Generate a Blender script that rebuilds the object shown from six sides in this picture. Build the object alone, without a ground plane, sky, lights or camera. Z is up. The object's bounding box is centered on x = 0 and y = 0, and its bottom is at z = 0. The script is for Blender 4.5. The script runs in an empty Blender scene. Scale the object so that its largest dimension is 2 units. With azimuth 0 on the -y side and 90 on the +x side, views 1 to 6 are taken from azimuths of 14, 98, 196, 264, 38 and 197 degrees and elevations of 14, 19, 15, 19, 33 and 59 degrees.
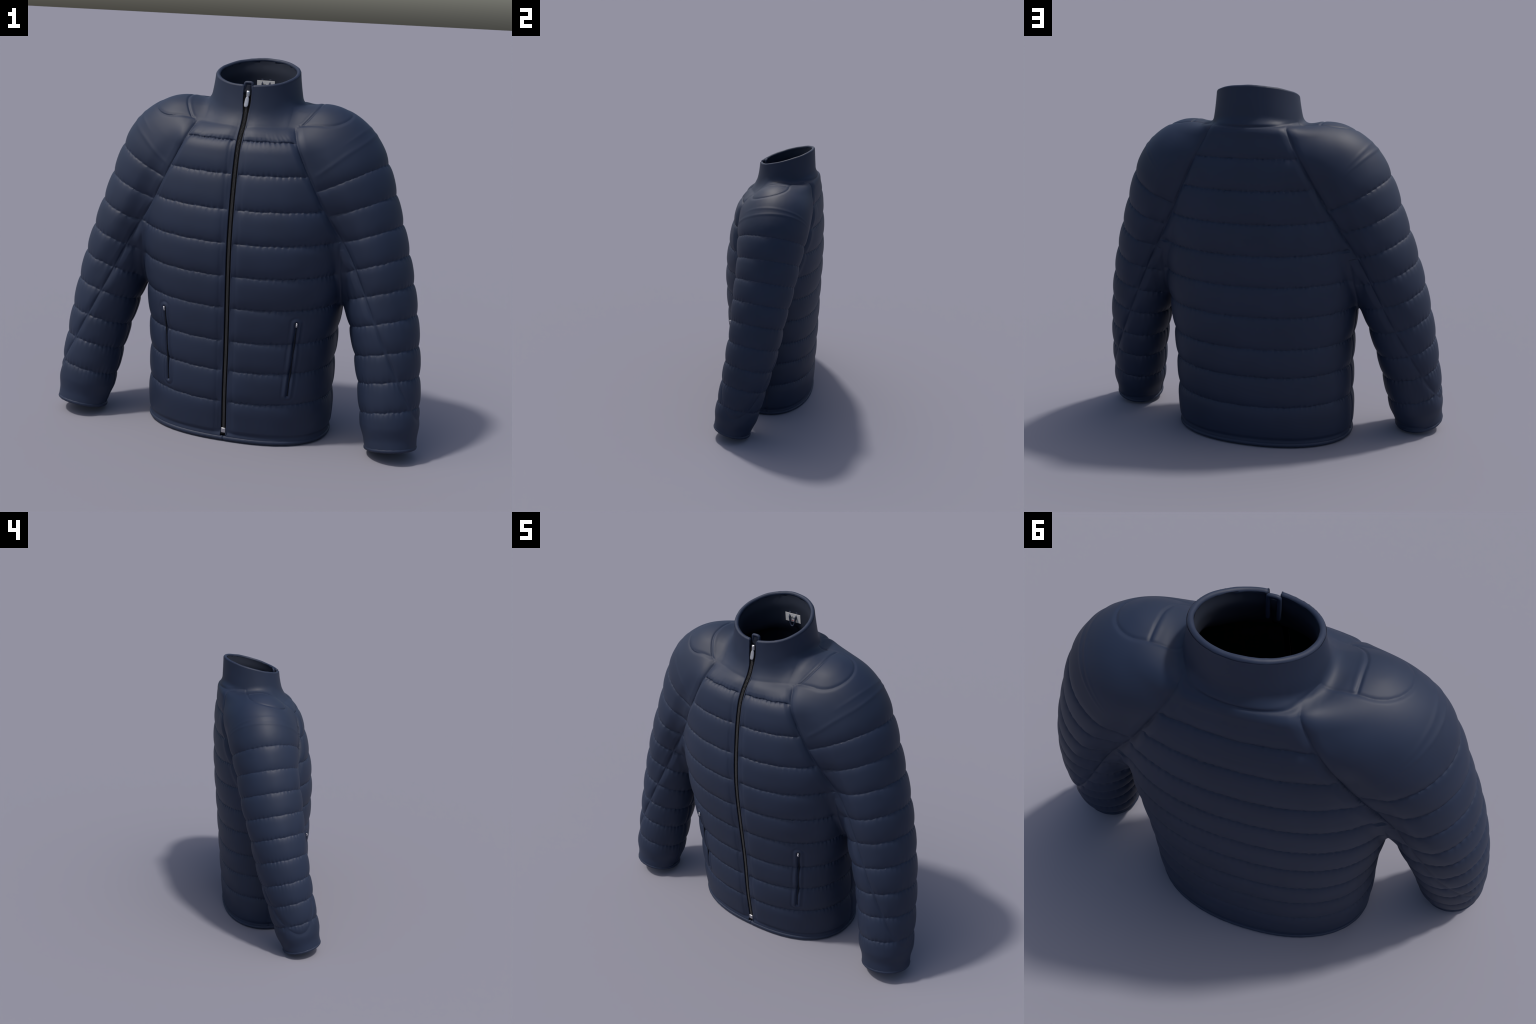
# A navy quilted puffer jacket standing empty: body and raglan sleeves are one
# smooth swept form, quilted by seam rules, cut into panels and baffles.
import bpy, math
import numpy as np
from mathutils import Vector

rng = np.random.default_rng(7)

# ------------------------------------------------------------------ profiles
def spline(xk, yk, x):
    """natural cubic spline through a few knots, constant beyond the ends"""
    xk = np.asarray(xk, float); yk = np.asarray(yk, float); n = len(xk); h = np.diff(xk)
    A = np.eye(n); b = np.zeros(n)
    for i in range(1, n - 1):
        A[i, i-1] = h[i-1]; A[i, i] = 2*(h[i-1]+h[i]); A[i, i+1] = h[i]
        b[i] = 6*((yk[i+1]-yk[i])/h[i]-(yk[i]-yk[i-1])/h[i-1])
    m = np.linalg.solve(A, b)
    x = np.clip(x, xk[0], xk[-1]); i = np.clip(np.searchsorted(xk, x)-1, 0, n-2)
    a = xk[i+1]-x; c = x-xk[i]; hh = h[i]
    return (m[i]*a**3+m[i+1]*c**3)/(6*hh)+(yk[i]/hh-m[i]*hh/6)*a+(yk[i+1]/hh-m[i+1]*hh/6)*c

BODY_Z = [0, .1, .25, .45, .7, .9, 1.1, 1.3, 1.5, 1.62, 1.75]
HALF_W = [0.5, 0.511, 0.511, 0.512, 0.53, 0.55, 0.555, 0.545, 0.51, 0.448, 0.365]
FRONT = [0.302, 0.309, 0.322, 0.327, 0.341, 0.355, 0.358, 0.336, 0.294, 0.253, 0.204]
BACK = [0.327, 0.334, 0.34, 0.345, 0.35, 0.355, 0.36, 0.356, 0.341, 0.323, 0.302]
EXP_Z = [0, .7, 1.2, 1.7]
EXP_F = [2.338, 2.478, 2.514, 2.598]
EXP_B = [2.156, 2.40, 2.36, 2.718]
ROOF0, ROOF1 = 1.683, 0.317                   # sloping top of the body under the collar
COL_Z = [1.6, 1.7, 1.8, 2.0]
COL_W = [0.269, 0.253, 0.233, 0.21]
COL_F = [0.2, 0.157, 0.138, 0.134]
COL_B = [0.307, 0.288, 0.276, 0.26]
COL_EXP = 2.01
FOOT_F, FOOT_B = .082, .043                   # soft collar foot in front, crisp behind
ARM_U = [0, .16, .32, .5, .68, .84, 1.]
ARM_X = [0.228, 0.353, 0.469, 0.576, 0.686, 0.79, 0.863]
ARM_Y = [0.074, 0.067, 0.047, 0.029, -0.003, -0.062, -0.162]
ARM_Z = [1.58, 1.567, 1.467, 1.254, 0.942, 0.539, 0.043]
ARM_R1 = [0.129, 0.197, 0.226, 0.208, 0.196, 0.173, 0.144]
ARM_R2 = [0.18, 0.22, 0.235, 0.226, 0.21, 0.178, 0.145]
ARM_EXP = [2.147, 1.912, 2.045]
BLEND_Z = [.6, 1., 1.35, 1.7]
BLEND = [0.031, 0.051, 0.099, 0.061]
RIM0, RIM1 = 1.883, 0.303                     # collar top plane  z = RIM0 + RIM1*y

NS = 49
_u = np.linspace(0, 1, NS)
SPINE = np.stack([spline(ARM_U, k, _u) for k in (ARM_X, ARM_Y, ARM_Z)], -1)
_g = np.gradient(SPINE, axis=0)
STEP = np.linalg.norm(_g, axis=1)
TANG = _g/STEP[:, None]
ARM_LEN = STEP[:-1].sum()

def arm(q):
    """signed size of the sleeve tube, its running coordinate u, angle, and axial overshoot"""
    D = ((q[:, None, :]-SPINE[None]).astype(np.float32)**2).sum(-1)
    bi = D.argmin(1)
    g0 = ((q-SPINE[bi])*TANG[bi]).sum(-1)
    over = np.where(bi == NS-1, g0, -9.)
    under = np.where(bi == 0, np.maximum(-g0, 0), 0)
    j = np.clip(np.where(g0 >= 0, bi, bi-1), 0, NS-2)      # stretch whose normal planes enclose the point
    ga = ((q-SPINE[j])*TANG[j]).sum(-1); gb = ((q-SPINE[j+1])*TANG[j+1]).sum(-1)
    uf = (j+np.clip(ga/np.maximum(ga-gb, 1e-6), 0, 1))/(NS-1)
    cc = np.stack([spline(ARM_U, k, uf) for k in (ARM_X, ARM_Y, ARM_Z)], -1)
    ii = np.minimum((uf*(NS-1)).astype(int), NS-2); fr = (uf*(NS-1)-ii)[:, None]
    T = TANG[ii]*(1-fr)+TANG[ii+1]*fr
    T /= np.linalg.norm(T, axis=1, keepdims=True)
    Dd = np.array([0, 1., 0])-T*T[:, 1:2]; Dd /= np.linalg.norm(Dd, axis=1, keepdims=True)
    N = np.cross(Dd, T)
    w = q-cc
    r1 = spline(ARM_U, ARM_R1, uf); r2 = spline(ARM_U, ARM_R2, uf)
    n = (w*N).sum(-1); d = (w*Dd).sum(-1)
    e = spline([0, .35, 1.], ARM_EXP, uf)
    r = (np.abs(n/r1)**e+np.abs(d/r2)**e+1e-12)**(1/e)
    f = (r-1)*np.minimum(r1, r2)
    f = np.maximum(f, over-.05)
    f = np.where(under > 0, np.sqrt(np.maximum(f, 0)**2+under**2)+np.minimum(f, 0), f)
    return f, uf, np.arctan2(d, -n), over        # angle 0 = outer side

def smin(a, b, k):
    h = np.maximum(k-np.abs(a-b), 0)/k
    return np.minimum(a, b)-h*h*k/4

def oval(x, y, a, front, back, n):
    yc = (back-front)/2; b = (back+front)/2
    r = ((x/a)**n+(np.abs(y-yc)/b)**n+1e-12)**(1/n)
    return (r-1)*np.minimum(a, b)

def body(q):
    x, y, z = q.T
    a = spline(BODY_Z, HALF_W, z); bf = spline(BODY_Z, FRONT, z); bb = spline(BODY_Z, BACK, z)
    n = np.where(y < .02, spline(EXP_Z, EXP_F, z), spline(EXP_Z, EXP_B, z))
    b = np.where(y < .02, bf+.02, bb-.02)
    r = ((x/a)**n+(np.abs(y-.02)/b)**n+1e-12)**(1/n)
    f = (r-1)*np.minimum(a, b)
    return -smin(-f, -(z-ROOF0-ROOF1*y)*.95, .07)

def neck(q):
    x, y, z = q.T
    f = oval(x, y, spline(COL_Z, COL_W, z), spline(COL_Z, COL_F, z), spline(COL_Z, COL_B, z), COL_EXP)
    return np.maximum(f, 1.55-z)

def field(p, full=False):
    out = np.empty(len(p)); ex = np.empty((len(p), 5)) if full else None
    for i in range(0, len(p), 60000):
        q = p[i:i+60000].copy(); q[:, 0] = np.abs(q[:, 0])
        ft = body(q); fs, u, ang, over = arm(q)
        f = smin(ft, fs, np.maximum(spline(BLEND_Z, BLEND, q[:, 2]), .01))
        t = np.clip((q[:, 1]+.05)/.2, 0, 1)
        out[i:i+60000] = smin(f, neck(q), FOOT_F*(1-t)+FOOT_B*t)
        if full:
            ex[i:i+60000] = np.stack([ft, fs, u, ang, over], -1)
    return (out, ex) if full else out

# --------------------------------------------------------- implicit -> mesh
LO = np.array([-1.05, -.42, -.05]); SIZE = np.array([2.1, .84, 2.12])

def iso_mesh(h, iso=0.):
    """surface nets on a grid refined only near the surface; returns verts, quads"""
    lv = 4*h
    nb = np.ceil(SIZE/lv).astype(int)
    grid = None
    idx = np.stack(np.meshgrid(*[np.arange(n) for n in nb], indexing='ij'), -1).reshape(-1, 3)
    c = field(LO+(idx+.5)*lv)-iso
    sign = np.where(c < 0, -1., 1.).reshape(nb).astype(np.float32)
    keep = idx[np.abs(c) < lv*2.2]
    sub = np.stack(np.meshgrid([0, 1], [0, 1], [0, 1], indexing='ij'), -1).reshape(-1, 3)
    mid = (keep[:, None]*2+sub[None]).reshape(-1, 3)
    c = field(LO+(mid+.5)*2*h)-iso
    mid = mid[np.abs(c) < 2*h*2.2]
    fine = (mid[:, None]*2+sub[None]).reshape(-1, 3)
    val = sign.repeat(4, 0).repeat(4, 1).repeat(4, 2)
    val[tuple(fine.T)] = field(LO+(fine+.5)*h)-iso
    s = val < 0
    n = np.array(val.shape)
    corners = [(i, j, k) for i in (0, 1) for j in (0, 1) for k in (0, 1)]
    def cs(a, o): return a[o[0]:n[0]-1+o[0], o[1]:n[1]-1+o[1], o[2]:n[2]-1+o[2]]
    cnt = sum(cs(s, o).astype(np.int8) for o in corners)
    cells = np.argwhere((cnt > 0) & (cnt < 8))
    num = -np.ones(n-1, int); num[tuple(cells.T)] = np.arange(len(cells))
    acc = np.zeros((len(cells), 3)); k = np.zeros(len(cells))
    for a in corners:
        for ax in range(3):
            if a[ax] == 0:
                b = list(a); b[ax] = 1
                va = val[tuple((cells+a).T)]; vb = val[tuple((cells+b).T)]
                m = (va < 0) != (vb < 0)
                t = np.where(m, va/np.where(m, va-vb, 1), 0)
                pt = np.array(a)+t[:, None]*(np.array(b)-np.array(a))
                acc[m] += pt[m]; k[m] += 1
    v = LO+(cells+.5+acc/k[:, None])*h
    quads = []
    for ax in range(3):
        e = np.zeros(3, int); e[ax] = 1
        o1 = np.zeros(3, int); o1[(ax+1) % 3] = 1
        o2 = np.zeros(3, int); o2[(ax+2) % 3] = 1
        A = s[tuple(slice(1, n[i]-1) for i in range(3))]
        B = s[tuple(slice(1+e[i], n[i]-1+e[i]) for i in range(3))]
        p = np.argwhere(A != B)+1
        flip = ~s[tuple(p.T)]
        q = np.stack([num[tuple((p-o1-o2).T)], num[tuple((p-o2).T)], num[tuple(p.T)], num[tuple((p-o1).T)]], -1)
        q[flip] = q[flip][:, ::-1]
        quads.append(q)
    q = np.concatenate(quads)
    return v, q[(q >= 0).all(1)]

def vnormals(v, q):
    d1 = v[q[:, 2]]-v[q[:, 0]]; d2 = v[q[:, 3]]-v[q[:, 1]]
    fn = np.cross(d1, d2)
    vn = np.stack([sum(np.bincount(q[:, k], fn[:, c], len(v)) for k in range(4)) for c in range(3)], -1)
    return vn/np.maximum(np.linalg.norm(vn, axis=1, keepdims=True), 1e-12)

def relax(v, q, times):
    a = np.concatenate([q[:, k] for k in range(4)]); b = np.concatenate([q[:, (k+1) % 4] for k in range(4)])
    deg = np.bincount(a, minlength=len(v))+np.bincount(b, minlength=len(v))
    for _ in range(times):
        m = np.stack([np.bincount(a, v[b, c], len(v))+np.bincount(b, v[a, c], len(v)) for c in range(3)], -1)/np.maximum(deg, 1)[:, None]
        v = v*.4+m*.6
    return v

def project(v, q, iso=0., times=2):
    for _ in range(times):
        n = vnormals(v, q)
        f = field(v)-iso
        g = (field(v+n*.002)-iso-f)/.002
        v = v-n*np.clip(f/np.clip(g, .25, 3), -.02, .02)[:, None]
    return v

def subdivide(v, q):
    e = np.sort(np.stack([q, np.roll(q, -1, 1)], -1).reshape(-1, 2), 1)
    key, inv = np.unique(e[:, 0].astype(np.int64)*len(v)+e[:, 1], return_inverse=True)
    em = (v[key//len(v)]+v[key % len(v)])/2
    fc = v[q].mean(1)
    inv = inv.reshape(-1, 4)+len(v); ci = len(v)+len(key)+np.arange(len(q))
    nq = np.concatenate([np.stack([q[:, k], inv[:, k], ci, inv[:, k-1]], -1) for k in range(4)])
    return np.concatenate([v, em, fc]), nq


# --------------------------------------------------------------- seam rules
def smooth(a, b, x):
    t = np.clip((x-a)/(b-a), 0, 1); return t*t*(3-2*t)

BODY_SEAMS = np.array([.220, .394, .556, .736, .905, 1.075, 1.244, 1.418, 1.584])
ARM_SEAMS = np.array([.399, .502, .591, .667, .730, .787, .842, .890, .938])
RAG_K = 1/1.946; RAG_D = .254+1.651*RAG_K; RAG_N = math.hypot(1, RAG_K)   # raglan plane |x| + k z = d
SLOT = .0152
def slot(z): return SLOT+.0080*smooth(1.68, 1.78, z)
#                                                           # half width of the zip opening
POCKET = (np.array([.324, .287]), np.array([.354, .682]))

def raglan(p): return (np.abs(p[:, 0])+RAG_K*p[:, 2]-RAG_D)/RAG_N
def body_w(p): return p[:, 2]-.012*smooth(-.05, .2, p[:, 1])-.08*p[:, 0]**2

def yoke(p):
    """< 0 on the collar and the oval shoulder patch"""
    x = np.abs(p[:, 0]); y = p[:, 1]; z = p[:, 2]
    patch = np.hypot(np.maximum(x-.385, 0), y)-.131
    patch = np.maximum(patch, .15-x)
    patch = np.where(z > 1.55, patch, .3)
    zc = 1.644+.1*x*x+(1.760-1.648)*smooth(-.13, .15, y)+2.5*np.maximum(x-.27, 0)
    return np.minimum(patch, zc-z)

def wiggle(s, key, wave):
    """irregular gathering along a seam, -1..1"""
    r = np.sin(key*12.9898)*43758.5
    ph = 2*math.pi*s/wave+1.1*np.sin(s*9.1+r)+.6*np.sin(s*23.7+2*r)
    amp = .72+.28*np.sin(s*17.3+3*r)*np.sin(s*5.1+r)
    return np.sin(ph)*amp

def nearest_seam(w, seams):
    i = np.abs(w[:, None]-seams[None]).argmin(1)
    d = w-seams[i]
    lo = np.where(d >= 0, i, i-1)                      # interval index, -1 = below all
    ext = np.concatenate([[seams[0]-(seams[1]-seams[0])], seams, [seams[-1]+(seams[-1]-seams[-2])]])
    half = (ext[lo+2]-ext[lo+1])/2
    return i, d, np.abs(half), lo

def pillow(t, half, above):
    """1 at a seam, 0 in the middle of a baffle; the baffle above a seam hangs over it"""
    x = np.clip(t/half, 0, 1)
    return np.where(above, 1-(1-(1-x)**2.3)**.72, 1-(1-(1-x)**2.6)**.56)

def classify(p, ex):
    ft, fs = ex[:, 0], ex[:, 1]
    g = raglan(p); Y = yoke(p)
    is_yoke = Y < 0
    is_arm = ~is_yoke & ((g > 0) | ((fs < ft) & (p[:, 2] < 1.06)))
    return is_yoke, is_arm, g, Y

def relief(p, ex):
    """inward depth (m) of quilting, seams, folds and slits"""
    ft, fs, u, ang, over = ex.T
    is_yoke, is_arm, g, Y = classify(p, ex)
    x = np.abs(p[:, 0]); y = p[:, 1]; z = p[:, 2]
    side = np.sign(p[:, 0])+(p[:, 0] == 0)
    D = np.full(len(p), -.0005)
    near_rag = .08+.92*smooth(-.002, .017, np.abs(g))
    under = smooth(0, .035, np.abs(ft-fs))*(g < 0)+(g >= 0)
    under = np.where(z > 1.1, 1, under)
    # body quilting
    m = ~is_yoke & ~is_arm
    w = body_w(p)
    sgeo = np.arctan2(y*1.5, p[:, 0])*.43
    key0 = np.sin(sgeo*60+w*3)*.0012+np.sin(sgeo*141+2*w)*.0006
    i, d, half, lo = nearest_seam(w+key0, BODY_SEAMS)
    top = lo == len(BODY_SEAMS)-1
    half = np.where(top & (y < 0), .034, half)
    fade = np.where(y < 0, smooth(SLOT, .045, x)*.75+.25, 1)*under*near_rag
    slit_near = np.zeros(len(p))
    q = .0152*pillow(np.abs(d), half, d > 0)
    q = np.where(lo == -1, .0152*pillow(np.abs(d), .085, False), q)
    gather = .0024*np.exp(-np.abs(d)/.009)*(wiggle(sgeo, i+.3*(d > 0)+7*(y > 0), .025))
    gather += .0008*np.exp(-np.abs(d)/.007)*wiggle(sgeo, i+3.3+.5*(d > 0), .013)
    gather *= np.where(top, .6, 1)
    q = np.where(top & (y < 0), .65*q, q)
    D = np.where(m, D+(q+gather)*fade, D)
    # sleeve quilting
    tilt = u+.003*np.cos(ang)*(u > .5)
    sg = ang*.165
    i, d, half, lo = nearest_seam(tilt+np.sin(sg*75)*.0006, ARM_SEAMS)
    L = ARM_LEN
    cap = lo == -1
    half = np.where(cap, .10/L, half)
    qa = .0125*pillow(np.abs(d)*L, half*L, d < 0)
    ga = .0019*np.exp(-np.abs(d)*L/.009)*wiggle(sg, i+.4*(d > 0)+5*side, .026)
    ga += .0004*np.exp(-np.abs(d)*L/.007)*wiggle(sg, i+2.3+side, .013)
    fa = under*near_rag
    D = np.where(is_arm, D+(qa+ga)*fa-.0012*near_rag, D)
    # soft pull folds over the shoulder cap
    fold = smooth(-1.5, -.5, -np.abs(ang-.15))
    for uc, lean, a in ((.276, -.012, .0016), (.302, -.02, .0021)):
        D -= np.where(is_arm, a*fold*np.exp(-((u-uc-lean*np.sin(ang))*L/.011)**2), 0)
    # one straight pull fold from the front raglan up to the shoulder
    fa0, fa1 = np.array([.385, 1.42]), np.array([.60, 1.60])
    fd = fa1-fa0; fl = np.hypot(*fd)
    along = ((x-fa0[0])*fd[0]+(z-fa0[1])*fd[1])/fl
    across = ((x-fa0[0])*-fd[1]+(z-fa0[1])*fd[0])/fl
    D -= np.where(is_arm & (y < 0), .0019*np.exp(-(across/.012)**2)*smooth(-.01, .05, along)*smooth(.30, .16, along), 0)
    # cuff neck
    end = (1-u)*L
    D -= np.where(is_arm, .0035*np.exp(-((end-.105)/.05)**2), 0)
    D += np.where(is_arm & (u > .9), .0115*smooth(.070, .024, end), 0)
    # sleeve seam along the underside
    D += np.where(is_arm & (g < 0), .005*np.exp(-((math.pi-np.abs(ang))*.16/.009)**2), 0)
    # raglan seam: a soft V valley
    depth = .0095+.007*smooth(.75, 1.3, z)-.003*smooth(.5, .2, z)
    v = depth*(1-.45*smooth(1.5, 1.68, z))*(.8*np.clip(1-np.abs(g)/.036, 0, 1)**1.8+.22*np.exp(-(g/.0055)**2))
    D += np.where(is_yoke, 0, v)*smooth(-.004, .02, Y)
    # the sleeve sinks toward the raglan seam and the armpit
    D += np.where(is_yoke, 0, .0135*smooth(.13, .03, g)*smooth(-.04, .025, g)*smooth(.62, .9, z)*smooth(1.64, 1.45, z))
    D += np.where(is_arm, .009*smooth(.02, -.03, g)*smooth(.72, .86, z)*smooth(1.06, .94, z)*smooth(0, .045, ft-fs), 0)
    D += np.where(is_arm & (side < 0), .009*np.sin(ang)**2*smooth(.12, .24, u)*smooth(.66, .5, u), 0)
    # underarm seam
    D += np.where((g < 0) & (z < 1.1) & ~is_yoke, .004*np.exp(-((ft-fs)/.012)**2), 0)
    # body side seam
    D += np.where(m & (z < 1.), .006*np.exp(-((y-.03)/.010)**2), 0)
    # collar seam and oval shoulder patch
    patch = smooth(.22, .3, x)
    D += (.0014+.002*patch)*np.exp(-(Y/.008)**2)
    D -= np.where(is_yoke, patch*.004*smooth(0, .08, -Y), 0)
    D -= np.where(~is_yoke & (y < 0), .002*np.exp(-((Y-.022)/.014)**2), 0)*smooth(.27, .20, x)
    # the back panel rounds up to a crisp collar seam
    bk = smooth(.12, .2, y)*smooth(.22, .17, x)
    D += bk*(.005*np.exp(-(Y/.006)**2)-np.where(Y > 0, .003*np.exp(-((Y-.03)/.02)**2), 0))
    xs = .352-3.3*np.minimum(y-.01, 0)**2
    D += np.where(is_yoke, (.004*np.exp(-((x-xs)/.006)**2)-.001*np.exp(-((x-xs+.016)/.009)**2))*smooth(-.002, .01, -Y), 0)
    # placket beside the zip
    fr = (y < 0)*smooth(.03, .06, z)
    D += fr*np.where(Y < .06, .2, 1)*.0012*np.exp(-((x-.044)/.007)**2)
    D -= fr*.0009*np.exp(-((x-slot(z)-.003)/.004)**2)
    D += fr*smooth(1.70, 1.6, z)*.013*np.exp(-(x/.040)**2)
    # pocket slits
    a, b = POCKET; ab = b-a
    P2 = np.stack([x, z], -1)-a
    t = np.clip(P2 @ ab/(ab @ ab), 0, 1)
    e = np.linalg.norm(P2-t[:, None]*ab, axis=1)
    D += np.where(y < 0, .0095*np.exp(-(e/.0055)**2)-.0028*np.exp(-((e-.015)/.006)**2)+.002*np.exp(-((e-.03)/.006)**2), 0)
    # hem neck
    D += np.where(z < .12, .005*np.exp(-((z-.042)/.012)**2), 0)
    return D

# ------------------------------------------------------------ build shell
H = .007
v, q = iso_mesh(H)
v = relax(v, q, 4); v = project(v, q, times=2)
def iron(p):
    """chest and back spots beside the raglan seam where the sleeve form folds into the body"""
    a = np.abs(p)
    return np.exp(-(((a[:, 0]-.32)/.09)**2+((a[:, 1]-.28)/.12)**2+((p[:, 2]-1.41)/.13)**2)**2)
wi = iron(v)[:, None]
for _ in range(40):
    v = v+(relax(v, q, 1)-v)*wi
v, q = subdivide(v, q)
_, ex = field(v, True)
# slide vertices onto seam lines so every groove is crisp
is_yoke, is_arm, g, Y = classify(v, ex)
h2 = H/2*.55
on = np.abs(g) < h2
sx = np.sign(v[:, 0])
v[on, 0] -= (sx*g/RAG_N)[on]; v[on, 2] -= (RAG_K*g/RAG_N)[on]
w = body_w(v)
i, d, half, lo = nearest_seam(w, BODY_SEAMS)
on = ~is_arm & ~is_yoke & (np.abs(d) < h2) & (np.abs(g) > H)
v[on, 2] -= d[on]
i, d, half, lo = nearest_seam(ex[:, 2], ARM_SEAMS)
on = is_arm & (np.abs(d)*ARM_LEN < h2) & (np.abs(g) > H)
k = np.minimum((ex[:, 2]*(NS-1)).astype(int), NS-2)
Tv = TANG[k].copy(); Tv[:, 0] *= np.sign(v[:, 0])
v[on] -= (Tv*(d*ARM_LEN)[:, None])[on]
sl = slot(v[:, 2])
on = (np.abs(np.abs(v[:, 0])-sl) < h2) & (v[:, 1] < 0)
v[on, 0] = np.sign(v[on, 0])*sl[on]
pv = project(v, q, times=1)
v = v+(pv-v)*(1-iron(v))[:, None]
_, ex = field(v, True)
base_n = vnormals(v, q)
disp = relief(v, ex)
v0 = v.copy()
v = v-base_n*disp[:, None]
nrm = vnormals(v, q)

HEM_Z, CUFF_CUT, RIM_CUT = .012, -.008, .010
def cut_away(p, ex):
    g1 = HEM_Z-p[:, 2]
    g2 = p[:, 2]-(RIM0+RIM1*p[:, 1])+RIM_CUT
    g3 = np.where(p[:, 2] < .4, ex[:, 4]-CUFF_CUT, -1)
    g4 = np.where(p[:, 1] < 0, slot(p[:, 2])-.0012-np.abs(p[:, 0]), -1)
    g1 = np.where(np.abs(p[:, 0]) < .6, g1, -1)
    return np.max([g1, g2, g3, g4], 0)
fc = v0[q].mean(1); fex = ex[q].mean(1)
keep = cut_away(fc, fex) < 0
q = q[keep]; fc = fc[keep]; fex = fex[keep]

# ------------------------------------------------------------- materials
def fabric(name, col, rough, grain=.06, sheen=.0):
    m = bpy.data.materials.new(name); m.use_nodes = True
    nt = m.node_tree; b = nt.nodes["Principled BSDF"]
    tc = nt.nodes.new("ShaderNodeTexCoord")
    n1 = nt.nodes.new("ShaderNodeTexNoise"); n1.inputs["Scale"].default_value = 5; n1.inputs["Detail"].default_value = 4
    n2 = nt.nodes.new("ShaderNodeTexNoise"); n2.inputs["Scale"].default_value = 420; n2.inputs["Detail"].default_value = 2
    ramp = nt.nodes.new("ShaderNodeValToRGB")
    ramp.color_ramp.elements[0].position = .35; ramp.color_ramp.elements[1].position = .65
    ramp.color_ramp.elements[0].color = (*[c*.93 for c in col], 1)
    ramp.color_ramp.elements[1].color = (*[c*1.07 for c in col], 1)
    bump = nt.nodes.new("ShaderNodeBump"); bump.inputs["Strength"].default_value = grain; bump.inputs["Distance"].default_value = .0006
    for n in (n1, n2): nt.links.new(tc.outputs["Object"], n.inputs["Vector"])
    nt.links.new(n1.outputs["Fac"], ramp.inputs["Fac"])
    nt.links.new(ramp.outputs["Color"], b.inputs["Base Color"])
    nt.links.new(n2.outputs["Fac"], bump.inputs["Height"])
    nt.links.new(bump.outputs["Normal"], b.inputs["Normal"])
    b.inputs["Roughness"].default_value = rough
    b.inputs["Specular IOR Level"].default_value = .38
    b.inputs["Sheen Weight"].default_value = sheen
    return m

def plain(name, col, rough=.5, metal=0., spec=.5):
    m = bpy.data.materials.new(name); m.use_nodes = True
    nt = m.node_tree; b = nt.nodes["Principled BSDF"]
    tc = nt.nodes.new("ShaderNodeTexCoord"); n = nt.nodes.new("ShaderNodeTexNoise"); n.inputs["Scale"].default_value = 90
    mx = nt.nodes.new("ShaderNodeMix"); mx.data_type = 'RGBA'
    mx.inputs[6].default_value = (*[c*.9 for c in col], 1); mx.inputs[7].default_value = (*[min(1, c*1.08) for c in col], 1)
    nt.links.new(tc.outputs["Object"], n.inputs["Vector"]); nt.links.new(n.outputs["Fac"], mx.inputs[0])
    nt.links.new(mx.outputs[2], b.inputs["Base Color"])
    b.inputs["Roughness"].default_value = rough; b.inputs["Metallic"].default_value = metal
    b.inputs["Specular IOR Level"].default_value = spec
    return m

NAVY = (.0109, .0194, .0450)
shell_mat = fabric("navy_nylon", NAVY, .58)
bind_mat = fabric("navy_binding", (.0132, .0215, .0475), .6)
lining_mat = fabric("navy_lining", (.011, .016, .031), .75)
tape_mat = plain("black_zip_tape", (.0022, .0022, .003), .85, 0., .12)
pocket_mat = plain("pocket_zip_tape", (.006, .0075, .012), .8, 0., .2)
teeth_mat = plain("dark_zip_teeth", (.085, .085, .086), .4, .4)
metal_mat = plain("silver_metal", (.54, .54, .56), .3, 1.)
pull_mat = plain("satin_pull", (.40, .41, .44), .4, .5)
label_mat = plain("white_label", (.62, .61, .60), .8)
ink_mat = plain("black_ink", (.02, .02, .02), .8)
red_mat = plain("red_ink", (.45, .06, .06), .8)

# ------------------------------------------------------------ object helpers
col = bpy.context.scene.collection
root = bpy.data.objects.new("puffer_jacket", None); col.objects.link(root)
root["label"] = "navy blue quilted puffer jacket with stand collar and front zip"
root["category"] = "puffer jacket"

def mesh_object(name, verts, faces, mat, parent=root, normals=None, smooth_shade=True, kind=None):
    me = bpy.data.meshes.new(name)
    verts = np.asarray(verts, np.float32)
    if isinstance(faces, np.ndarray):
        me.vertices.add(len(verts)); me.vertices.foreach_set("co", verts.ravel())
        me.loops.add(faces.size); me.loops.foreach_set("vertex_index", faces.astype(np.int32).ravel())
        me.polygons.add(len(faces)); me.polygons.foreach_set("loop_start", np.arange(0, faces.size, faces.shape[1], dtype=np.int32))
        me.update(calc_edges=True); me.validate()
    else:
        me.from_pydata(verts.tolist(), [], faces); me.update()
    me.polygons.foreach_set("use_smooth", np.full(len(me.polygons), smooth_shade))
    if normals is not None:
        me.normals_split_custom_set_from_vertices(normals.tolist())
    me.materials.append(mat)
    o = bpy.data.objects.new(name, me); col.objects.link(o); o.parent = parent
    if kind: o["kind"] = kind
    return o

def part(name, mask, parent=root, mat=None):
    f = q[mask]
    used, inv = np.unique(f, return_inverse=True)
    return mesh_object(name, v[used], inv.reshape(f.shape), mat or shell_mat, parent, nrm[used])

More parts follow.
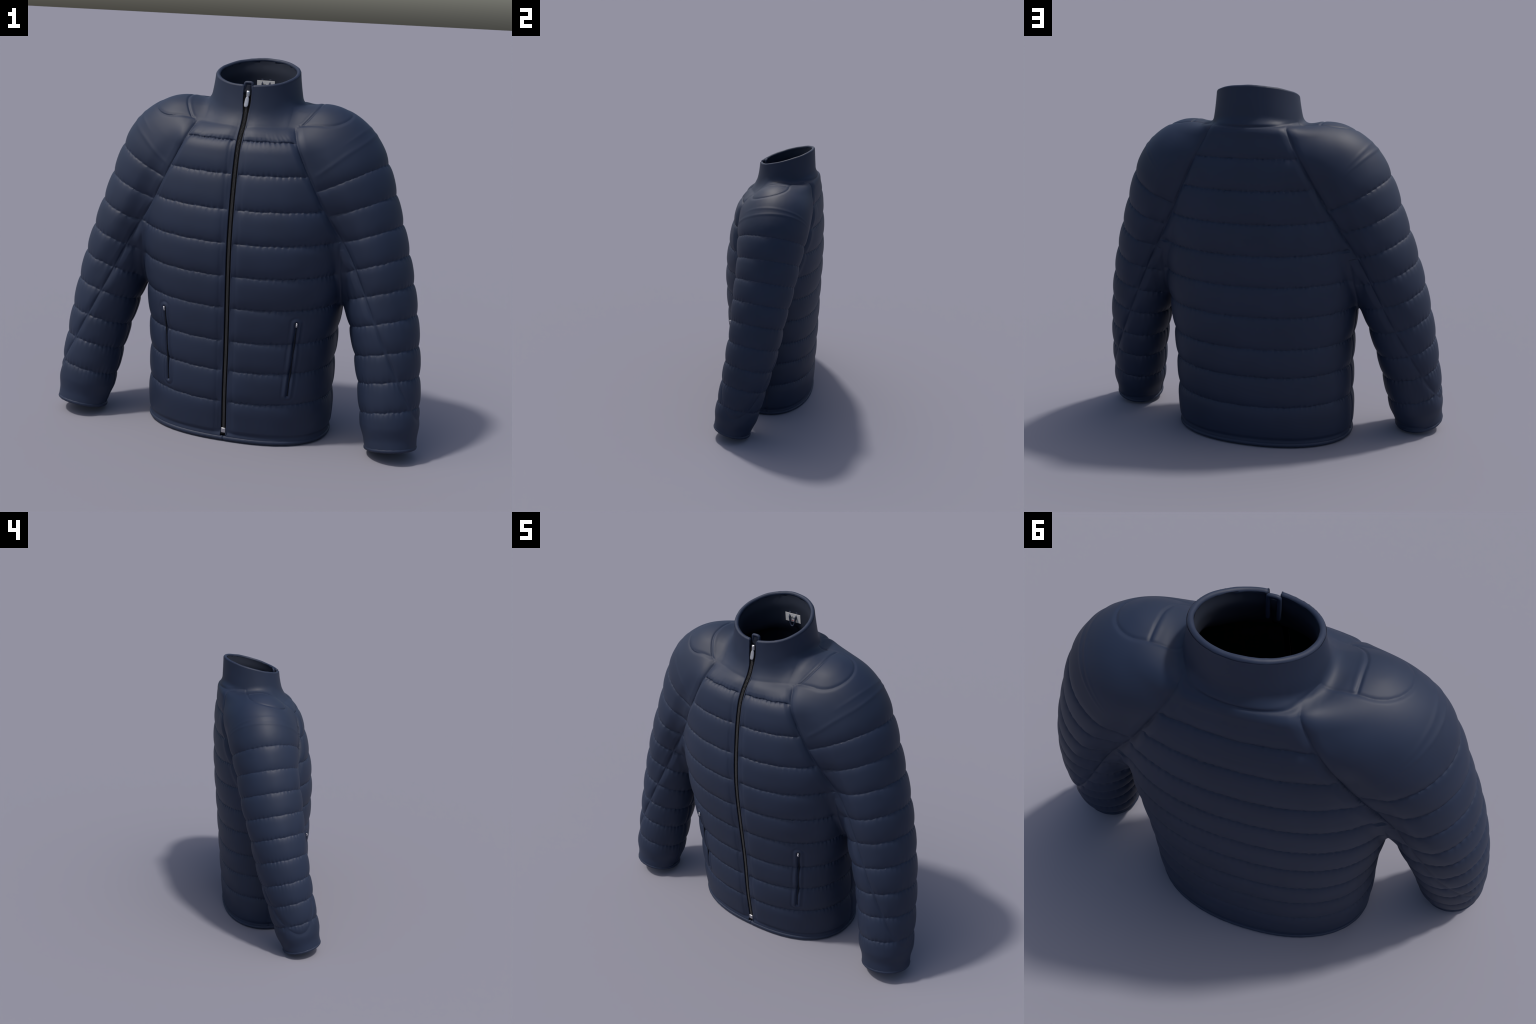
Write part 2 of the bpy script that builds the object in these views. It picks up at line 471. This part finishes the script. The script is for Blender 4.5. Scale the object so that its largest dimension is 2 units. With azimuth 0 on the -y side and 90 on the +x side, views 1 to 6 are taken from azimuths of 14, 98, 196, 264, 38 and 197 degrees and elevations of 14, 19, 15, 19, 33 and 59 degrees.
def tube(path, radius, closed=False, sides=16, cap=True):
    """round tube along a path; radius may vary along it"""
    P = np.asarray(path, float); n = len(P)
    R = np.broadcast_to(np.asarray(radius, float), (n,))
    T = (np.roll(P, -1, 0)-np.roll(P, 1, 0)) if closed else np.gradient(P, axis=0)
    T /= np.linalg.norm(T, axis=1, keepdims=True)
    up = np.array([0, 0, 1.]) if abs(T[:, 2]).mean() < .7 else np.array([0, 1., 0])
    A = np.cross(T, up); A /= np.linalg.norm(A, axis=1, keepdims=True); B = np.cross(A, T)
    rings = [(P, R)]
    th = np.linspace(0, 2*math.pi, sides, endpoint=False)
    V = (P[:, None]+R[:, None, None]*(np.cos(th)[None, :, None]*A[:, None]+np.sin(th)[None, :, None]*B[:, None]))
    F = []
    m = n if closed else n-1
    for i in range(m):
        j = (i+1) % n
        for k in range(sides):
            l = (k+1) % sides
            F.append((i*sides+k, i*sides+l, j*sides+l, j*sides+k))
    V = V.reshape(-1, 3)
    if not closed and cap:
        for end, s in ((0, -1), (n-1, 1)):           # rounded ends
            prev = [end*sides+k for k in range(sides)]
            for a in (.45, .8):
                ring = P[end]+s*T[end]*R[end]*math.sin(a*math.pi/2)*.8+R[end]*math.cos(a*math.pi/2)*(np.cos(th)[:, None]*A[end]+np.sin(th)[:, None]*B[end])
                b = len(V); V = np.concatenate([V, ring])
                for k in range(sides):
                    l = (k+1) % sides
                    f = (prev[k], prev[l], b+l, b+k); F.append(f if s > 0 else f[::-1])
                prev = [b+k for k in range(sides)]
            F.append(tuple(prev) if s > 0 else tuple(prev[::-1]))
    F = [tuple(reversed(f)) for f in F]
    return V, F

def rounded_box(center, size, bevel, axes=None):
    import bmesh
    bm = bmesh.new(); bmesh.ops.create_cube(bm, size=1)
    bmesh.ops.scale(bm, vec=size, verts=bm.verts)
    bmesh.ops.bevel(bm, geom=list(bm.edges), offset=bevel, segments=3, affect='EDGES', profile=.5)
    V = np.array([p.co[:] for p in bm.verts]); F = [tuple(x.index for x in f.verts) for f in bm.faces]
    bm.free()
    if axes is not None: V = V @ np.array(axes)
    return V+np.array(center), F

def join(pieces):
    V, F, b = [], [], 0
    for a, f in pieces:
        V.append(a); F += [tuple(i+b for i in x) for x in f]; b += len(a)
    return np.concatenate(V), F

# ----------------------------------------------------------- panels, baffles
f_yoke, f_arm, f_g, f_Y = classify(fc, fex)
xf, yf, zf = fc.T
R = xf > 0
patch = f_yoke & (np.abs(xf) > .27) & (np.hypot(np.maximum(np.abs(xf)-.385, 0), yf) < .14)
part("collar", f_yoke & ~patch)
for s in (R, ~R): part("shoulder_patch", patch & s)
_, _, _, blo = nearest_seam(body_w(fc), BODY_SEAMS)
_, _, _, alo = nearest_seam(fex[:, 2], ARM_SEAMS)
torso = ~f_yoke & ~f_arm
front = torso & (yf < 0); back = torso & (yf >= 0)
placket = np.abs(xf) < .046
topb = len(BODY_SEAMS)-1
for s in (~R, R):
    pan = part("front_panel", front & s & (placket | (blo == topb)))
    for b in range(-1, topb):
        part("baffle", front & s & ~placket & (blo == b), pan)
pan = part("back_panel", back & (blo == topb))
for b in range(-1, topb):
    part("baffle", back & (blo == b), pan)
for s in (~R, R):
    slv = part("sleeve", f_arm & s & (alo == -1))
    for b in range(len(ARM_SEAMS)):
        part("baffle", f_arm & s & (alo == b), slv)

# ------------------------------------------------------------------- lining
INSET = -.0205
lv, lq = iso_mesh(.014, INSET)
lv = relax(lv, lq, 4); lv = project(lv, lq, INSET, 2)
below = RIM0+RIM1*lv[:, 1]-lv[:, 2]                 # wadding thickens below the rim
lv = lv-vnormals(lv, lq)*((.010*smooth(.015, .07, below)+.010*smooth(.1, .3, below))*smooth(.34, .26, np.abs(lv[:, 0])))[:, None]
lgr = raglan(lv)
lv = lv-vnormals(lv, lq)*(.018*np.exp(-(lgr/.06)**2)*smooth(.8, 1., lv[:, 2])*smooth(1.72, 1.6, lv[:, 2]))[:, None]
lv = relax(lv, lq, 2)
_, lex = field(lv, True)
lf = lv[lq].mean(1); le = lex[lq].mean(1)
ok = (cut_away(lf, le) < 0) & (lf[:, 2] < RIM0+RIM1*lf[:, 1]-.001)
lq = lq[ok][:, ::-1]
lv[:, 2] = np.minimum(lv[:, 2], RIM0+RIM1*lv[:, 1]-.011)      # tucked under the rim binding
used, inv = np.unique(lq, return_inverse=True)
mesh_object("lining", lv[used], inv.reshape(lq.shape), lining_mat)

# ---------------------------------------------------- loops along the edges
def march(origin, direction, reach=.8):
    """first place where rays leave the form"""
    o = np.asarray(origin, float); t = np.linspace(0, reach, 400)
    out = []
    for d in direction:
        p = o+t[:, None]*d; f = field(p)
        i = np.argmax(f > 0)
        a = f[i-1]/(f[i-1]-f[i]); out.append(p[i-1]+(p[i]-p[i-1])*a)
    return np.array(out)

def surface_y(x, z, off=0.):
    """front surface at given x, z (arrays); off > 0 stands outside"""
    x = np.broadcast_to(x, np.shape(z)).astype(float); z = np.asarray(z, float)
    lo = np.full(z.shape, -.45); hi = np.full(z.shape, 0.)
    for _ in range(30):
        m = (lo+hi)/2
        f = field(np.stack([x, m, z], -1).reshape(-1, 3)).reshape(z.shape)
        hi = np.where(f < 0, m, hi); lo = np.where(f < 0, lo, m)
    p = np.stack([x, hi, z], -1)
    return p[..., 1]-off

# collar binding
rim_r = .0108
th0 = .15
th = np.linspace(-math.pi/2+th0, 1.5*math.pi-th0, 180)
zc = RIM0+RIM1*.07
dirs = np.stack([np.cos(th), np.sin(th), RIM1*np.sin(th)], -1)
rim = march((0, .07, zc), dirs)
cen = rim.mean(0); inn = cen-rim; inn[:, 2] = 0; inn /= np.linalg.norm(inn, axis=1, keepdims=True)
rim = rim+inn*.0104-np.array([0, 0, .0118])
s = np.arange(180)
bumps = np.zeros(180)
for c in rng.choice(np.arange(6, 174), 13, replace=False): bumps += rng.uniform(.4, 1)*np.exp(-((s-c)/1.6)**2)
rim[:, 2] += .0012*np.sin(s*.21+1)*np.sin(s*.083)
V, F = tube(rim, rim_r*(1+.07*bumps+.02*np.sin(s*.5)))
mesh_object("collar_binding", V, F, bind_mat)

# hem binding, split at the front
th = np.linspace(-math.pi/2+.02, 1.5*math.pi-.02, 420)
hem = march((0, 0, .0135), np.stack([np.cos(th), np.sin(th), 0*th], -1))
cen = np.array([0, 0, .0135]); inn = cen-hem; inn /= np.linalg.norm(inn, axis=1, keepdims=True)
hem = hem+inn*.0065
s = np.arange(420)
ripple = np.abs(np.sin(s*.38+np.sin(s*.05)*2))
V, F = tube(hem, .0128*(.96+.06*ripple), sides=14)
V[:, 2] = np.maximum(V[:, 2], 0)
mesh_object("hem_binding", V, F, bind_mat)

# cuff bindings
T = TANG[-1]; Dd = np.array([0, 1., 0])-T*T[1]; Dd /= np.linalg.norm(Dd); N = np.cross(Dd, T)
th = np.linspace(0, 2*math.pi, 160, endpoint=False)
e = ARM_EXP[-1]
r = (np.abs(np.cos(th)/ARM_R1[-1])**e+np.abs(np.sin(th)/ARM_R2[-1])**e)**(-1/e)-.0185
cuff = SPINE[-1]-T*.008+r[:, None]*(np.cos(th)[:, None]*N+np.sin(th)[:, None]*Dd)
s = np.arange(160)
V, F = tube(cuff, .0118*(.95+.07*np.abs(np.sin(s*.39+np.sin(s*.11)))), closed=True, sides=14)
for sx_ in (-1, 1):
    W = V.copy(); W[:, 0] *= sx_
    W[:, 2] = np.maximum(W[:, 2], 0)
    mesh_object("cuff_binding", W, [tuple(reversed(f)) for f in F] if sx_ < 0 else F, bind_mat)

# -------------------------------------------------------------------- zipper
zz = np.linspace(.035, 1.835, 220)
yy = surface_y(SLOT, zz)+.013*np.exp(-(SLOT/.040)**2)*smooth(1.70, 1.6, zz)*smooth(.03, .06, zz)
def ribbon(x0, x1, y0, y1, thick, zsel=slice(None)):
    z = zz[zsel]; n = len(z)
    V = np.concatenate([np.stack([np.full(n, a), b, z], -1) for a, b in ((x0, y0), (x1, y1), (x1, y1+thick), (x0, y0+thick))])
    F = []
    for i in range(n-1):
        for k in range(4):
            l = (k+1) % 4
            F.append((k*n+i, l*n+i, l*n+i+1, k*n+i+1))
    F += [(0, 3*n, 2*n, n), (n-1, 2*n-1, 3*n-1, 4*n-1)]
    return V, F
zip_top = 1.80
sel = zz < zip_top
tape_y = yy[sel]+.0040
zipper = mesh_object("zipper", *join([ribbon(-.022, -.0006, tape_y, tape_y, .003, sel), ribbon(.0006, .022, tape_y, tape_y, .003, sel)]), tape_mat, smooth_shade=False)
# teeth: two rows of small interlocking blocks
pieces = []
for side_ in (-1, 1):
    zt = np.arange(.07+.0026*(side_ > 0), zip_top-.02, .0056)
    yt = np.interp(zt, zz, yy)
    for z_, y_ in zip(zt, yt):
        a, b, c = .0026, .0018, .0013
        cxx = side_*.0030
        C = np.array([[sx*a, sy*b, sz*c] for sx in (-1, 1) for sy in (-1, 1) for sz in (-1, 1)])+[cxx, y_+.0030, z_]
        pieces.append((C, [(0, 1, 3, 2), (4, 6, 7, 5), (0, 4, 5, 1), (2, 3, 7, 6), (0, 2, 6, 4), (1, 5, 7, 3)]))
mesh_object("zipper_teeth", *join(pieces), teeth_mat, zipper, smooth_shade=False, kind="stuff")
# fabric lips along the opening, and facings that close the panel edge
lips = []; fac = []
for sx_ in (-1, 1):
    path = np.stack([sx_*(slot(zz)+.0012), yy+.0022, zz], -1)
    lips.append(tube(path, .0034, sides=8))
    n = len(zz)
    Vf = np.concatenate([np.stack([sx_*slot(zz), yy+.002, zz], -1), np.stack([sx_*(slot(zz)+.002), yy+.024, zz], -1)])
    Ff = [(i, i+1, n+i+1, n+i) if sx_ < 0 else (i, n+i, n+i+1, i+1) for i in range(n-1)]
    fac.append((Vf, Ff))
mesh_object("placket_edge", *join(lips), bind_mat, zipper)
mesh_object("placket_facing", *join(fac), lining_mat, zipper)
# bottom stop
yb = float(np.interp(.055, zz, yy))
V, F = rounded_box((0, yb+.002, .056), (.024, .013, .027), .003)
mesh_object("zipper_stop", V, F, metal_mat, zipper)
# slider and pull tab
V, F = rounded_box((0, 0, 0), (.017, .012, .028), .003)
V2, F2 = rounded_box((0, -.006, .002), (.008, .006, .018), .002)
V, F = join([(V, F), (V2, F2)])
V = V+[.003, .0045, 1.799]
V[:, 1] += np.interp(V[:, 2], zz, yy)
mesh_object("zipper_slider", V, F, metal_mat, zipper)
n = 24
prof = [(0, .004), (.006, .0062), (.012, .0045), (.016, .0075), (.024, .0098), (.05, .0108), (.058, .0095), (.062, .006), (.0635, .001)]
ts = np.array([a for a, b in prof]); ws = np.array([b for a, b in prof])
tt = np.linspace(0, .0635, 40); wd = np.interp(tt, ts, ws)
front_ = []; back_ = []
Vp = []
for t_, w_ in zip(tt, wd):
    for ux, uy in ((-1, -.4), (-.8, -1), (.8, -1), (1, -.4), (1, .4), (.8, 1), (-.8, 1), (-1, .4)):
        Vp.append((ux*w_, uy*.0022, -t_))
Fp = [(i*8+k, i*8+(k+1) % 8, (i+1)*8+(k+1) % 8, (i+1)*8+k) for i in range(39) for k in range(8)]
Fp += [tuple(range(7, -1, -1)), tuple(39*8+k for k in range(8))]
Vp = np.array(Vp)
Vp[:, 0] += .10*Vp[:, 2]
Vp += [.003, -.0005, 1.796]
Vp[:, 1] += np.interp(Vp[:, 2], zz, yy)
mesh_object("zipper_pull", Vp, Fp, pull_mat, zipper)

# chin guard behind the zip, bound at its top
zg = np.linspace(1.60, 1.842, 30); yg = np.interp(zg, zz, yy)+.024+.012*smooth(1.72, 1.83, zg)
gw = .018; GX = -.006
Vg = np.concatenate([np.stack([np.full(30, GX+a), yg+b, zg], -1) for a, b in ((-gw, 0), (gw, 0), (gw, .008), (-gw, .008))])
Fg = [(k*30+i, k*30+i+1, ((k+1) % 4)*30+i+1, ((k+1) % 4)*30+i) for k in range(4) for i in range(29)]
Fg += [(0, 30, 60, 90), (29, 119, 89, 59)]
guard = mesh_object("chin_guard", Vg, Fg, lining_mat)
yt = float(yg[-1])+.004
arch = []
for a in np.linspace(0, 1, 60):
    if a < .35: arch.append((GX-gw-.001, yt+.006*(1-a/.35), 1.75+(1.838-1.75)*a/.35))
    elif a > .65: arch.append((GX+gw+.001, yt+.006*((a-.65)/.35), 1.838-(1.838-1.75)*(a-.65)/.35))
    else:
        b = (a-.35)/.3*math.pi
        arch.append((GX-(gw+.001)*math.copysign(abs(math.cos(b))**.45, math.cos(b)), yt, 1.838+.013*math.sin(b)**.6))
V, F = tube(np.array(arch), .0078)
mesh_object("chin_guard_binding", V, F, bind_mat, guard)

# ------------------------------------------------------------------- pockets
for sx_ in (-1, 1):
    (ax_, az_), (bx_, bz_) = POCKET
    t = np.linspace(.0, 1., 60)
    px = ax_+(bx_-ax_)*t; pz = az_+(bz_-az_)*t
    py = surface_y(px, pz)
    path = np.stack([sx_*px, py+.0086, pz], -1)
    V, F = tube(path, .0028, sides=8)
    pocket = mesh_object("pocket_zip", V, F, pocket_mat)
    c = np.array([sx_*bx_, py[-1]-.002, bz_-.006])
    V, F = rounded_box((0, 0, 0), (.010, .010, .022), .003)
    V2, F2 = rounded_box((0, -.006, -.002), (.006, .005, .012), .002)
    V, F = join([(V, F), (V2, F2)])
    V[:, 0] += sx_*V[:, 2]*.08
    mesh_object("pocket_zip_pull", V+c, F, metal_mat, pocket)

# ------------------------------------------------------- label and hang loop
ly = .236; lz = 1.820
V, F = rounded_box((-.003, ly, lz), (.098, .0016, .050), .0006)
V[:, 1] -= (V[:, 2]-lz)*.05
label = mesh_object("neck_label", V, F, label_mat, smooth_shade=False)
def text(body_, size, x, z, mat, name):
    cu = bpy.data.curves.new(name, 'FONT'); cu.body = body_; cu.size = size; cu.extrude = .0003
    cu.align_x = 'CENTER'
    o = bpy.data.objects.new(name, cu); col.objects.link(o); o.parent = label
    o.location = (x, ly-.0014, z); o.rotation_euler = (math.pi/2, 0, 0)
    bpy.context.view_layer.update()
    me = bpy.data.meshes.new_from_object(o.evaluated_get(bpy.context.evaluated_depsgraph_get()))
    m = bpy.data.objects.new(name, me); m.location = o.location; m.rotation_euler = o.rotation_euler
    bpy.data.objects.remove(o); bpy.data.curves.remove(cu)
    me.materials.clear(); me.materials.append(mat)
    col.objects.link(m); m.parent = label; m.name = name
    return m
text("Whale", .020, -.002, lz-.006, ink_mat, "label_word")
dashes = []
for k in range(6):
    V, F = rounded_box((-.016+k*.0052, ly-.0012, lz-.0165), (.0038, .0008, .0034), .0002); dashes.append((V, F))
mesh_object("label_small_print", *join(dashes), red_mat, label, smooth_shade=False, kind="stuff")
loop = []
for a in np.linspace(-1, 1, 50):
    loop.append((-.002+.0225*math.copysign(abs(a)**.8, a)*.95, ly-.006-.004*(1-a*a)+(.008 if abs(a) > .93 else 0), 1.776+.062*abs(a)**2.2))
V, F = tube(np.array(loop), .0046, sides=10)
mesh_object("hang_loop", V, F, bind_mat)
nubs = [rounded_box((x_, ly+.003, 1.849), (.013, .006, .007), .002) for x_ in (-.024, .020)]
mesh_object("loop_anchor", *join(nubs), bind_mat)
